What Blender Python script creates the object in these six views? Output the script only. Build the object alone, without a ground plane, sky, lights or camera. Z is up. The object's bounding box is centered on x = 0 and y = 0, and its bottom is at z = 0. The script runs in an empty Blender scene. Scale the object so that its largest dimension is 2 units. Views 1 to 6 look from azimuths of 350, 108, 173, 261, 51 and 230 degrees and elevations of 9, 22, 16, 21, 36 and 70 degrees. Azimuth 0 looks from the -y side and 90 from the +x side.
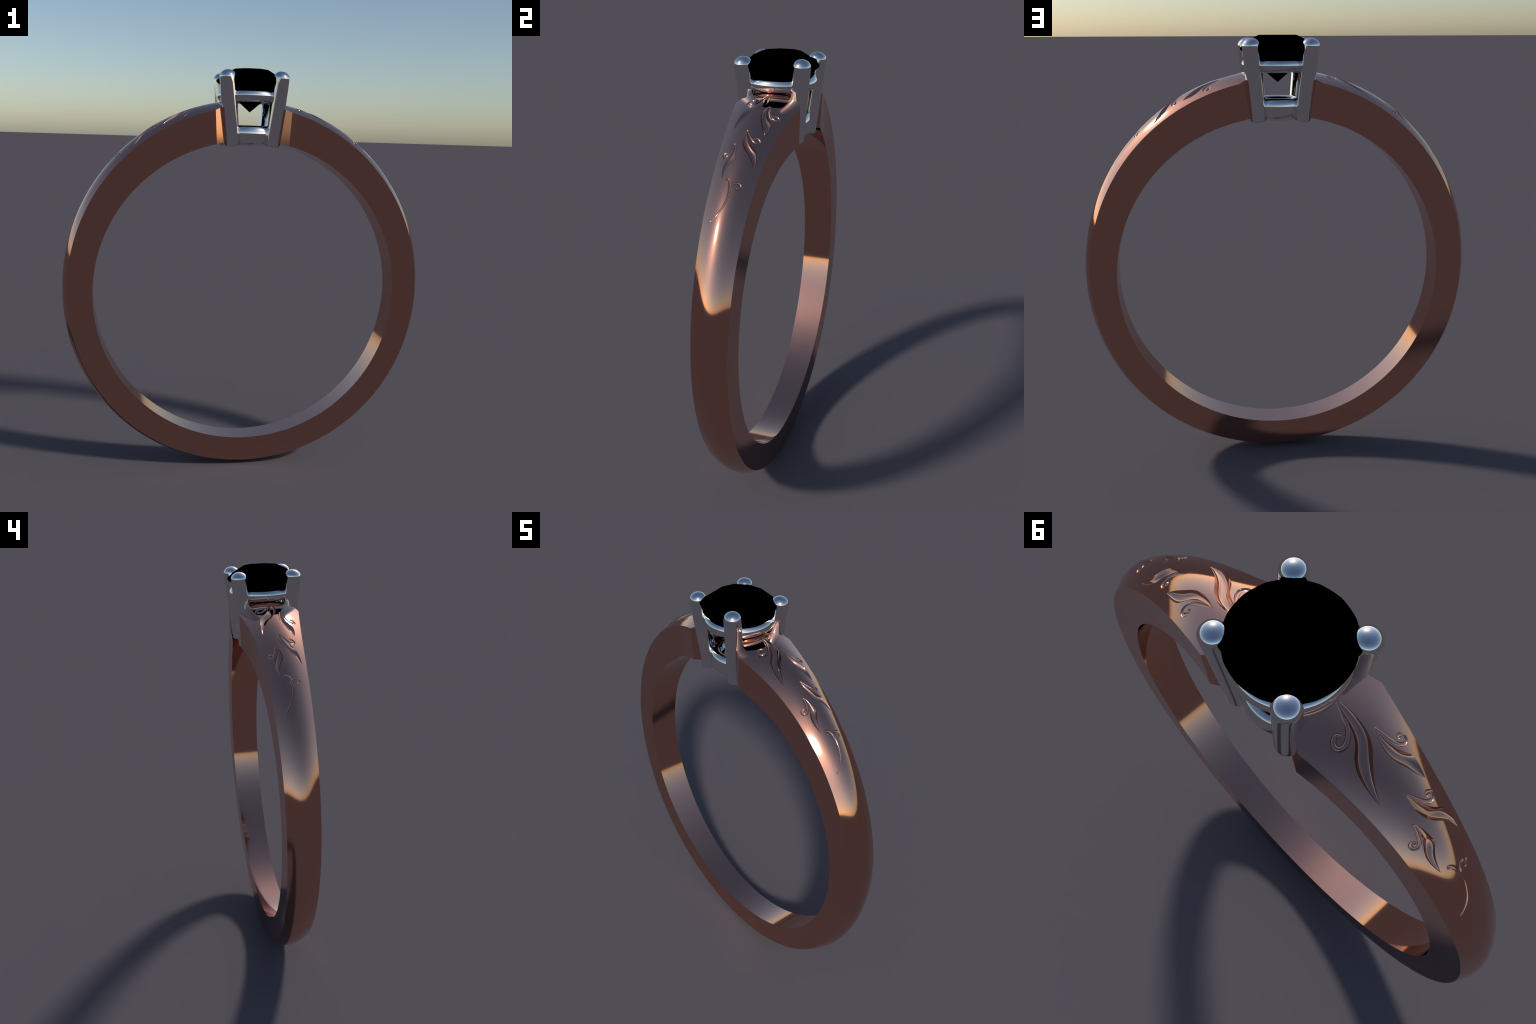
"""Rose-gold ring: domed band flaring into shoulders, raised leaf scrolls on
both shoulders, a four-prong silver setting and a black round-brilliant stone.
The ring stands on edge, finger axis along y; the shoulders repeat by a half
turn about z."""
import math
import bpy, bmesh
import numpy as np
from mathutils import Vector, Matrix

# ------------------------------------------------------------------ helpers
def spline(xs, ys, clamp_start=False):
    """C2 cubic spline through control points (natural ends, or flat start)."""
    xs, ys = np.asarray(xs, float), np.asarray(ys, float)
    n = len(xs); h = np.diff(xs)
    A = np.zeros((n, n)); b = np.zeros((n,) + ys.shape[1:])
    A[0, 0] = A[-1, -1] = 1.0
    d = np.diff(ys, axis=0) / (h[:, None] if ys.ndim > 1 else h)
    if clamp_start:
        A[0, 0], A[0, 1] = 2 * h[0], h[0]
        b[0] = 6 * d[0]
    for i in range(1, n - 1):
        A[i, i - 1], A[i, i], A[i, i + 1] = h[i - 1], 2 * (h[i - 1] + h[i]), h[i]
        b[i] = 6 * (d[i] - d[i - 1])
    M = np.linalg.solve(A, b)
    def f(x):
        x = np.asarray(x, float)
        i = np.clip(np.searchsorted(xs, x) - 1, 0, n - 2)
        hi = h[i]; u = (xs[i + 1] - x); v = (x - xs[i])
        if ys.ndim > 1:
            hi, u, v = hi[..., None], u[..., None], v[..., None]
        return (M[i] * u**3 + M[i + 1] * v**3) / (6 * hi) + (ys[i] / hi - M[i] * hi / 6) * u + (ys[i + 1] / hi - M[i + 1] * hi / 6) * v
    return f

def path(points):
    """Spline through 2D points, parameter 0..1 by chord length."""
    p = np.asarray(points, float)
    q = p * [0.0165, 1.0]
    s = np.concatenate([[0], np.cumsum(np.sqrt(np.linalg.norm(np.diff(q, axis=0), axis=1)))])
    return spline(s / s[-1], p)

def make_object(name, verts, faces, material, parent, smooth=True):
    me = bpy.data.meshes.new(name)
    me.from_pydata([tuple(map(float, v)) for v in verts], [], faces)
    me.materials.append(material)
    if smooth:
        me.polygons.foreach_set("use_smooth", [True] * len(me.polygons))
    me.update()
    ob = bpy.data.objects.new(name, me)
    bpy.context.scene.collection.objects.link(ob)
    ob.parent = parent
    return ob

def recalc(me):
    bm = bmesh.new(); bm.from_mesh(me)
    bmesh.ops.recalc_face_normals(bm, faces=bm.faces)
    bm.to_mesh(me); bm.free()

# ---------------------------------------------------------------- materials
def metal(name, colour, roughness):
    m = bpy.data.materials.new(name); m.use_nodes = True
    nt = m.node_tree; b = nt.nodes["Principled BSDF"]
    b.inputs["Metallic"].default_value = 1.0
    tc = nt.nodes.new("ShaderNodeTexCoord")
    no = nt.nodes.new("ShaderNodeTexNoise"); no.inputs["Scale"].default_value = 9.0
    mp = nt.nodes.new("ShaderNodeMapRange")
    mp.inputs["To Min"].default_value = roughness * 0.96
    mp.inputs["To Max"].default_value = roughness * 1.04
    rgb = nt.nodes.new("ShaderNodeRGB"); rgb.outputs[0].default_value = (*colour, 1)
    nt.links.new(tc.outputs["Object"], no.inputs["Vector"])
    nt.links.new(no.outputs["Fac"], mp.inputs["Value"])
    nt.links.new(mp.outputs["Result"], b.inputs["Roughness"])
    nt.links.new(rgb.outputs[0], b.inputs["Base Color"])
    return m

ROSE = metal("rose_gold", (0.672, 0.358, 0.266), 0.07)
SILVER = metal("polished_silver", (0.82, 0.82, 0.82), 0.05)

BLACK = bpy.data.materials.new("black_stone"); BLACK.use_nodes = True
_b = BLACK.node_tree.nodes["Principled BSDF"]
_b.inputs["Base Color"].default_value = (0, 0, 0, 1)
_b.inputs["Roughness"].default_value = 1.0
_b.inputs["Specular IOR Level"].default_value = 0.0

# --------------------------------------------------------------- band shape
ZC = 0.9013            # height of the finger axis
R_IN = 0.7565          # finger radius
# angle from the bottom of the ring (degrees) -> half width, crease radius, crown radius
half_width = spline([0, 30, 60, 90, 110, 130, 148, 160, 169, 180],
                    [.0655, .0682, .0732, .0762, .0787, .0860, .1006, .1216, .1448, .175], True)
crease_r = spline([0, 30, 60, 90, 110, 130, 148, 160, 169, 180],
                  [.8776, .8770, .8760, .8778, .8846, .8934, .9026, .9086, .9138, .921], True)
crown_r = spline([0, 60, 90, 110, 130, 140, 150, 160, 169, 180],
                 [.9013, .9015, .9045, .914, .9272, .9345, .942, .9475, .9505, .952], True)

GX, GW = np.polynomial.legendre.leggauss(16)

def crown_drop(v, bend):
    """Share of the crown height lost at v (0 crown, 1 crease): the slope grows evenly
    from the crown and levels off beyond `bend`."""
    def area(x):
        t = np.asarray(x)[..., None] * (GX + 1) / 2
        k = np.asarray(bend)[..., None]
        return (t / (1 + (t / k) ** 4) ** .25 * GW).sum(-1) * np.asarray(x) / 2
    return area(v) / area(np.ones_like(np.asarray(v, float)))

def dome_r(th, y):
    """Radius of the outer surface: a crown between the two creases, running out
    a little straighter toward the edges."""
    w, e, c = half_width(th), crease_r(th), crown_r(th)
    v = np.abs(y) / w
    return c - (c - e) * crown_drop(v, .82 + 0 * v)

def dome_point(th, y, lift=0.0):
    """Point on the +x shoulder, lifted along the surface normal."""
    def pt(t, v):
        a = np.radians(t); r = dome_r(t, v)
        return np.stack([r * np.sin(a), v + 0 * r, ZC - r * np.cos(a)], -1)
    p = pt(th, y)
    du = pt(th + .02, y) - pt(th - .02, y)
    dv = pt(th, y + 2e-4) - pt(th, y - 2e-4)
    n = np.cross(dv, du); n /= np.linalg.norm(n, axis=-1, keepdims=True)
    n *= np.sign((n * (p - [0, 0, ZC])).sum(-1, keepdims=True))
    return p + n * np.asarray(lift)[..., None]

def band_half():
    """Closed solid of the +x half, from the bottom of the ring to past the shoulder."""
    TH_END, NT, ND, NS, NI = 174.0, 420, 56, 6, 10
    verts, faces = [], []
    u = np.linspace(-1, 1, ND + 1)
    n = 0
    for t in np.linspace(0, TH_END, NT + 1):
        a = math.radians(t); s, c = math.sin(a), math.cos(a)
        w, re = float(half_width(t)), float(crease_r(t))
        sec = [(w * k, float(dome_r(t, w * k))) for k in u]                 # outer dome -y..+y
        sec += [(w, re + (R_IN - re) * k / NS) for k in range(1, NS + 1)]    # +y side
        sec += [(w - 2 * w * k / NI, R_IN) for k in range(1, NI + 1)]        # bore
        sec += [(-w, R_IN + (re - R_IN) * k / NS) for k in range(1, NS)]     # -y side
        n = len(sec)
        verts += [(r * s, y, ZC - r * c) for y, r in sec]
    for i in range(NT):
        for j in range(n):
            k = (j + 1) % n
            faces.append((i * n + j, i * n + k, (i + 1) * n + k, (i + 1) * n + j))
    faces.append(tuple(range(n)))
    faces.append(tuple(reversed(range(NT * n, (NT + 1) * n))))
    me = bpy.data.meshes.new("half"); me.from_pydata(verts, [], faces)
    bm = bmesh.new(); bm.from_mesh(me)
    # cut back the end: slanted facets toward the prongs, then a flat end
    cuts = [((.1850, sy * .1437, 1.796), (-.4545, sy * .891, 0)) for sy in (1, -1)]
    cuts.append(((END_X, 0, 1.7), (-1, 0, 0)))
    for co, no in cuts:
        out = bmesh.ops.bisect_plane(bm, geom=[g for g in bm.verts[:] + bm.edges[:] + bm.faces[:] if high(g)],
                                     dist=1e-7, plane_co=co, plane_no=no, clear_outer=True)
        edges = [g for g in out["geom_cut"] if isinstance(g, bmesh.types.BMEdge) and g.is_boundary]
        bmesh.ops.holes_fill(bm, edges=edges, sides=0)
    bmesh.ops.recalc_face_normals(bm, faces=bm.faces)
    bm.to_mesh(me); bm.free()
    return me

def high(g):
    return all(v.co.z > 1.2 for v in (g.verts if hasattr(g, "verts") else [g]))

END_X = .125           # where the band stops between the prongs

# --------------------------------------------------- engraved leaf scrolls
def cutter(left, right, profile, n=72, bow=0.0, top=.0025):
    """Solid between two edge curves given in (angle, y) on the +x shoulder; its
    underside is the engraved pocket, as deep as `profile` times the half width."""
    t = (1 - np.cos(np.linspace(0, math.pi, n + 1))) / 2
    a, b = left(t), right(t)
    mid, half = (a + b) / 2, (b - a) / 2
    hw = np.linalg.norm(half * [0.0165, 1], axis=1)
    us, ds = profile
    k = len(us) + 2
    verts = []
    for i in range(n + 1):
        p = mid[i] + half[i] * us[:, None]
        verts.append(dome_point(p[:, 0], p[:, 1], -ds * hw[i] * (1 - bow + 2 * bow * math.sin(math.pi * t[i])) * max(.3, math.sqrt(min(1, t[i] / .03, (1 - t[i]) / .03)))))
        q = mid[i] + half[i] * np.array([[1.0], [-1.0]])
        verts.append(dome_point(q[:, 0], q[:, 1], np.array([top, top])))
    verts = np.concatenate(verts)
    faces = [(i * k + j, i * k + (j + 1) % k, (i + 1) * k + (j + 1) % k, (i + 1) * k + j) for i in range(n) for j in range(k)]
    faces += [tuple(range(k)), tuple(reversed(range(n * k, (n + 1) * k)))]
    return verts, faces

def pocket_profile(depth, power, m=32):
    """Rounded trough: flat in the middle, steepest at the rim; (u, depth / half width)."""
    u = np.linspace(-1, 1, m + 1)
    return u, depth * (1 - np.abs(u) ** power)

LEAF_PROFILE = pocket_profile(.66, 3.0)
CORD_PROFILE = pocket_profile(.62, 2.6, 24)

def cord_sides(centre, half_widths):
    """Edge curves of a groove along a centre line; half width from start to end."""
    c = path(centre)
    ws = spline(np.linspace(0, 1, len(half_widths)), half_widths)
    def side(sign):
        def f(t):
            p = c(t); e = 1e-3
            d = (c(np.minimum(t + e, 1)) - c(np.maximum(t - e, 0))) * [0.0165, 1]
            d /= np.linalg.norm(d, axis=1, keepdims=True)
            g = np.clip(np.minimum(t, 1 - t) / .03, 0, 1)
            w = (ws(t) * (.2 + .8 * np.sqrt(g * (2 - g))))[:, None]
            return p + sign * w * np.stack([-d[:, 1] / 0.0165, d[:, 0]], -1)
        return f
    return side(-1), side(1)

LEAVES = [  # (edge one, edge two, tendril centre line), angle in degrees from the bottom, y in metres
    ([(170.2, .007), (168.5, -.001), (166.5, -.008), (163.9, -.027), (162.2, -.052), (160.2, -.067), (157.4, -.073), (154.0, -.0708)],
     [(170.2, .013), (168.8, .0185), (167.1, .0205), (164.5, .018), (162.3, .005), (160.4, -.018), (158.5, -.040), (156.3, -.057), (154.0, -.0695)],
     [(170.3, .009), (168.3, -.004), (166.4, -.016), (165.2, -.033), (164.6, -.055), (165.3, -.069), (166.3, -.063), (166.6, -.049), (166.0, -.043)]),
    ([(163.9, .034), (163.0, .029), (161.5, .023), (158.7, .022), (156.2, .039), (154.2, .053), (152.6, .0672)],
     [(163.9, .037), (162.7, .037), (160.5, .043), (158.6, .057), (156.8, .0755), (154.8, .078), (152.6, .0688)],
     [(163.9, .037), (162.4, .043), (160.6, .052), (159.4, .064), (158.9, .080), (159.3, .091), (160.1, .089), (160.5, .079), (160.0, .073)]),
    ([(153.1, -.007), (152.0, -.0095), (150.5, -.0095), (148.8, -.003), (147.0, .013), (145.2, .042), (143.4, .060), (142.0, .0718)],
     [(153.1, -.005), (151.9, .002), (150.3, .014), (148.5, .036), (147.1, .058), (145.6, .0675), (144.2, .0715), (142.0, .073)],
     [(153.1, -.005), (151.6, .009), (150.0, .028), (149.45, .047), (150.0, .058), (150.7, .053), (150.9, .043), (150.3, .041)]),
    ([(148.6, -.033), (147.2, -.0305), (145.4, -.035), (143.3, -.048), (141.0, -.050), (138.3, -.0402)],
     [(148.6, -.031), (147.1, -.020), (145.2, -.0135), (143.9, -.0125), (142.3, -.0255), (140.4, -.0345), (138.3, -.0388)],
     [(148.6, -.033), (146.4, -.0395), (145.0, -.048), (144.7, -.060), (145.5, -.067), (146.0, -.0595), (145.4, -.053)]),
]
STEM = [(138.4, -.021), (137.9, -.0075), (136.2, .003), (134.2, .0055), (132.4, .0015), (130.2, -.010), (128.4, -.028), (127.1, -.0455)]
STEM_TENDRIL = [(134.9, .006), (136.5, .0105), (137.3, .0225), (137.2, .0365), (136.45, .0405), (135.9, .032), (136.25, .027)]

def analytic_normals(co):
    """Normals of the smooth dome and bore where a vertex lies on them (else nan)."""
    r = np.hypot(co[:, 0], co[:, 2] - ZC)
    th = np.degrees(np.arctan2(np.abs(co[:, 0]), -(co[:, 2] - ZC)))
    on = (np.abs(r - dome_r(th, co[:, 1])) < 6e-5)
    p = dome_point(th, co[:, 1]); q = dome_point(th, co[:, 1], np.full(len(th), 1e-2))
    nrm = (q - p) / 1e-2
    return on, nrm

def subset(name, me, keep, normals, parent):
    """New object from the chosen polygons, with the given corner normals."""
    used, verts, faces, nr = {}, [], [], []
    for i in keep:
        pl = me.polygons[i]
        f = []
        for li in pl.loop_indices:
            v = me.loops[li].vertex_index
            if v not in used:
                used[v] = len(verts); verts.append(tuple(me.vertices[v].co))
            f.append(used[v]); nr.append(tuple(normals[li]))
        faces.append(tuple(f))
    ob = make_object(name, verts, faces, ROSE, parent)
    ob.data.normals_split_custom_set(nr)
    return ob

def build_band(root):
    half = bpy.data.objects.new("half_solid", band_half())
    bpy.context.scene.collection.objects.link(half)
    half.data.materials.append(ROSE)
    # every pocket gets a marker material so that its faces can be told apart
    names, cv, cf, cm = [], [], [], []
    def add(name, left, right, profile, n, bow=0.0):
        v, f = cutter(left, right, profile, n, bow)
        o = sum(len(x) for x in cv)
        cv.append(v); cf.extend([tuple(i + o for i in q) for q in f]); cm.extend([len(names)] * len(f))
        names.append(name)
    for (one, two, curl), size in zip(LEAVES, (1.0, .78, .80, .74)):
        add("engraved_leaf", path(one), path(two), LEAF_PROFILE, 96, .05)
        add("engraved_tendril", *cord_sides(curl, [size * k for k in (.0048, .0068, .0078, .0078, .0058)]), CORD_PROFILE, 110)
    add("engraved_stem", *cord_sides(STEM, [.0072, .0066, .0054, .0040, .0024]), CORD_PROFILE, 90)
    add("engraved_tendril", *cord_sides(STEM_TENDRIL, [.0035, .0052, .0056, .0042]), CORD_PROFILE, 90)
    cme = bpy.data.meshes.new("cutter")
    cme.from_pydata([tuple(map(float, v)) for v in np.concatenate(cv)], [], cf)
    for k in range(len(names)):
        cme.materials.append(bpy.data.materials.new("marker"))
    cme.polygons.foreach_set("material_index", cm)
    bm = bmesh.new(); bm.from_mesh(cme)
    bmesh.ops.recalc_face_normals(bm, faces=bm.faces)
    bm.to_mesh(cme); bm.free()
    cut = bpy.data.objects.new("cutter", cme)
    bpy.context.scene.collection.objects.link(cut)
    mod = half.modifiers.new("engrave", "BOOLEAN")
    mod.operation, mod.solver, mod.object, mod.use_self = "DIFFERENCE", "EXACT", cut, True
    mod.material_mode = "TRANSFER"
    markers = {m.name: k for k, m in enumerate(cme.materials)}
    bpy.context.view_layer.update()
    me = bpy.data.meshes.new_from_object(half.evaluated_get(bpy.context.evaluated_depsgraph_get()))
    owner = [markers.get(m.name, -1) if m else -1 for m in me.materials]
    kind = [owner[p.material_index] for p in me.polygons]
    me.polygons.foreach_set("use_smooth", [True] * len(me.polygons))
    me.set_sharp_from_angle(angle=math.radians(15))
    co = np.array([v.co[:] for v in me.vertices])
    on, nrm = analytic_normals(co)
    loops = np.array([c.vector[:] for c in me.corner_normals])
    flat_end = []
    for p in me.polygons:
        vs = list(p.vertices)
        c = p.center
        if kind[p.index] < 0 and all(on[v] for v in vs) and p.normal.dot(Vector(nrm[vs[0]])) > .9:
            for li in p.loop_indices:
                loops[li] = nrm[me.loops[li].vertex_index]
        if abs(c.x) < 1e-5:
            flat_end.append(p.index)                # joint face at the bottom of the ring
    drop = set(flat_end)
    outer = [p.index for p in me.polygons if kind[p.index] < 0 and p.index not in drop]
    # band: this half and its half turn
    used, verts, faces, nr = {}, [], [], []
    for sgn in (1, -1):
        for i in outer:
            f = []
            for li in me.polygons[i].loop_indices:
                x, y, z = me.vertices[me.loops[li].vertex_index].co
                key = (round(sgn * x, 7) + 0.0, round(sgn * y, 7) + 0.0, round(z, 7))
                if key not in used:
                    used[key] = len(verts); verts.append((sgn * x, sgn * y, z))
                f.append(used[key])
                n = loops[li]; nr.append((sgn * n[0], sgn * n[1], n[2]))
            if len(set(f)) == len(f):
                faces.append(tuple(f))
            else:
                del nr[-len(f):]
    band = make_object("band", verts, faces, ROSE, root)
    band.data.normals_split_custom_set(nr)
    for k, name in enumerate(names):
        keep = [p.index for p in me.polygons if kind[p.index] == k]
        if not keep:
            continue
        o = subset(name, me, keep, loops, band)
        c = o.copy()
        c.rotation_euler = (0, 0, math.pi)
        bpy.context.scene.collection.objects.link(c)
        c.parent = band
    bpy.data.objects.remove(half); bpy.data.objects.remove(cut)
    for m in list(bpy.data.materials):
        if m.name.startswith("marker"):
            bpy.data.materials.remove(m)
    return band

# ------------------------------------------------------------------ setting
def revolve(name, profile, parent, steps=192, samples=72):
    """Closed smooth profile (r, z) turned about the z axis."""
    p = np.asarray(profile + profile[:1], float)
    # periodic smoothing: repeat the loop and keep the middle turn
    loop = np.concatenate([p[:-1]] * 3 + [p[:1]])
    s = np.concatenate([[0], np.cumsum(np.linalg.norm(np.diff(loop, axis=0), axis=1))])
    f = spline(s, loop); n = len(p) - 1
    q = f(np.linspace(s[n], s[2 * n], samples, endpoint=False))
    verts, faces = [], []
    for i in range(steps):
        a = 2 * math.pi * i / steps
        verts += [(r * math.cos(a), r * math.sin(a), z) for r, z in q]
    for i in range(steps):
        for j in range(samples):
            k, l = (i + 1) % steps, (j + 1) % samples
            faces.append((i * samples + j, k * samples + j, k * samples + l, i * samples + l))
    ob = make_object(name, verts, faces, SILVER, parent)
    recalc(ob.data)
    return ob

def build_prongs(root):
    """Round tapered posts leaning outward, filleted foot, domed tip."""
    foot, top = Vector((.0970, .0976, 1.631)), Vector((.1292, .1292, 1.9550))
    axis = top - foot; length = axis.length
    r0, r1, fil = .0390, .0390, .009
    prof = [(0.0, 0.0), ((r0 - fil) * .5, 0.0)]
    for k in range(9):
        a = math.pi / 2 * k / 8
        prof.append((r0 - fil + fil * math.sin(a), fil - fil * math.cos(a)))
    for k in range(1, 13):
        f = k / 12
        prof.append((r0 + (r1 - r0) * f, fil + (length - fil) * f))
    for k in range(1, 17):
        a = math.pi / 2 * k / 16
        prof.append((r1 * math.cos(a), length + r1 * .82 * math.sin(a)))
    seg = 64
    verts, faces = [], []
    for r, h in prof:
        for i in range(seg):
            a = 2 * math.pi * i / seg
            verts.append((r * math.cos(a), r * math.sin(a), h))
    for j in range(len(prof) - 1):
        for i in range(seg):
            k = (i + 1) % seg
            faces.append((j * seg + i, j * seg + k, (j + 1) * seg + k, (j + 1) * seg + i))
    q = Vector((0, 0, 1)).rotation_difference(axis)
    M = Matrix.Translation(foot) @ q.to_matrix().to_4x4()
    verts = [M @ Vector(v) for v in verts]
    ob = make_object("prong", verts, faces, SILVER, root)
    bm = bmesh.new(); bm.from_mesh(ob.data)
    bmesh.ops.remove_doubles(bm, verts=bm.verts, dist=1e-6)
    bmesh.ops.recalc_face_normals(bm, faces=bm.faces)
    bm.to_mesh(ob.data); bm.free()
    first = ob
    for sx, sy in ((-1, 1), (-1, -1), (1, -1)):
        c = first.copy()
        if sx * sy < 0:      # mirrored placement needs its own mesh
            c.data = first.data.copy()
            for v in c.data.vertices:
                v.co.x, v.co.y = v.co.x * sx, v.co.y * sy
            c.data.flip_normals()
        else:
            c.rotation_euler = (0, 0, math.pi)
        bpy.context.scene.collection.objects.link(c)
        c.parent = root

def build_stone(root):
    """Round brilliant: octagonal table, star / kite / girdle facets, pavilion."""
    def ring(r, z, n, off):
        return [(r * math.cos(math.radians(off + 360 / n * i)), r * math.sin(math.radians(off + 360 / n * i)), z) for i in range(n)]
    table = ring(.0865, 2.0, 8, 22.5)
    star = ring(.1255, 1.9805, 8, 0)
    n = 6                                   # girdle points per scallop, sixteen scallops
    def girdle(z):
        out = []
        for i in range(16 * n):
            a = 22.5 * i / n
            r = .1672 * (1 - .006 * math.sin(math.pi * (i % n) / n))
            out.append((r * math.cos(math.radians(a)), r * math.sin(math.radians(a)), z))
        return out
    N = 16 * n
    gt, gb = girdle(1.9450), girdle(1.9375)
    low = ring(.040, 1.8285, 8, 0)
    v = table + star + gt + gb + low + [(0, 0, 1.7945)]
    T, S, G = 0, 8, 16
    B = G + N; P = B + N; C = P + 8
    f = [tuple(range(8))]
    for i in range(8):
        j = (i + 1) % 8
        g0, g1, gm = 2 * i * n, (2 * i + 1) * n, (2 * i - 1) * n
        f.append((T + (i - 1) % 8, S + i, T + i))                              # star facet
        f.append((T + i, S + i, G + g1)); f.append((T + i, G + g1, S + j))     # kite
        for k in range(n):                                                     # girdle facets, above and below
            f.append((S + i, G + (g0 + k) % N, G + (g0 + k + 1) % N))
            f.append((S + i, G + (gm + k) % N, G + (gm + k + 1) % N))
            f.append((P + i, B + (g0 + k + 1) % N, B + (g0 + k) % N))
            f.append((P + i, B + (gm + k + 1) % N, B + (gm + k) % N))
        f.append((C, P + j, B + g1, P + i))                                    # pavilion mains
    for i in range(N):
        f.append((G + i, B + i, B + (i + 1) % N, G + (i + 1) % N))
    ob = make_object("gemstone", v, f, BLACK, root, smooth=False)
    recalc(ob.data)
    return ob

# -------------------------------------------------------------------- build
root = bpy.data.objects.new("finger_ring", None)
bpy.context.scene.collection.objects.link(root)
root["label"] = "rose gold ring with leaf scrolls and black stone"
root["category"] = "ring"
build_band(root)
revolve("stone_seat", [(.1312 + .0305 * math.cos(k * math.pi / 12), 1.8712 + .0305 * math.sin(k * math.pi / 12)) for k in range(24)], root)
revolve("base_ring", [(.1040, 1.7295), (.1165, 1.7290), (.1265, 1.7230), (.1330, 1.7130), (.1360, 1.7020), (.1365, 1.6900), (.1358, 1.6750),
                      (.1330, 1.6600), (.1265, 1.6480), (.1180, 1.6405), (.1070, 1.6350), (.0970, 1.6325), (.0860, 1.6340), (.0770, 1.6400),
                      (.0725, 1.6540), (.0715, 1.6740), (.0730, 1.6920), (.0770, 1.7060), (.0840, 1.7170), (.0930, 1.7255)], root)
build_prongs(root)
build_stone(root)
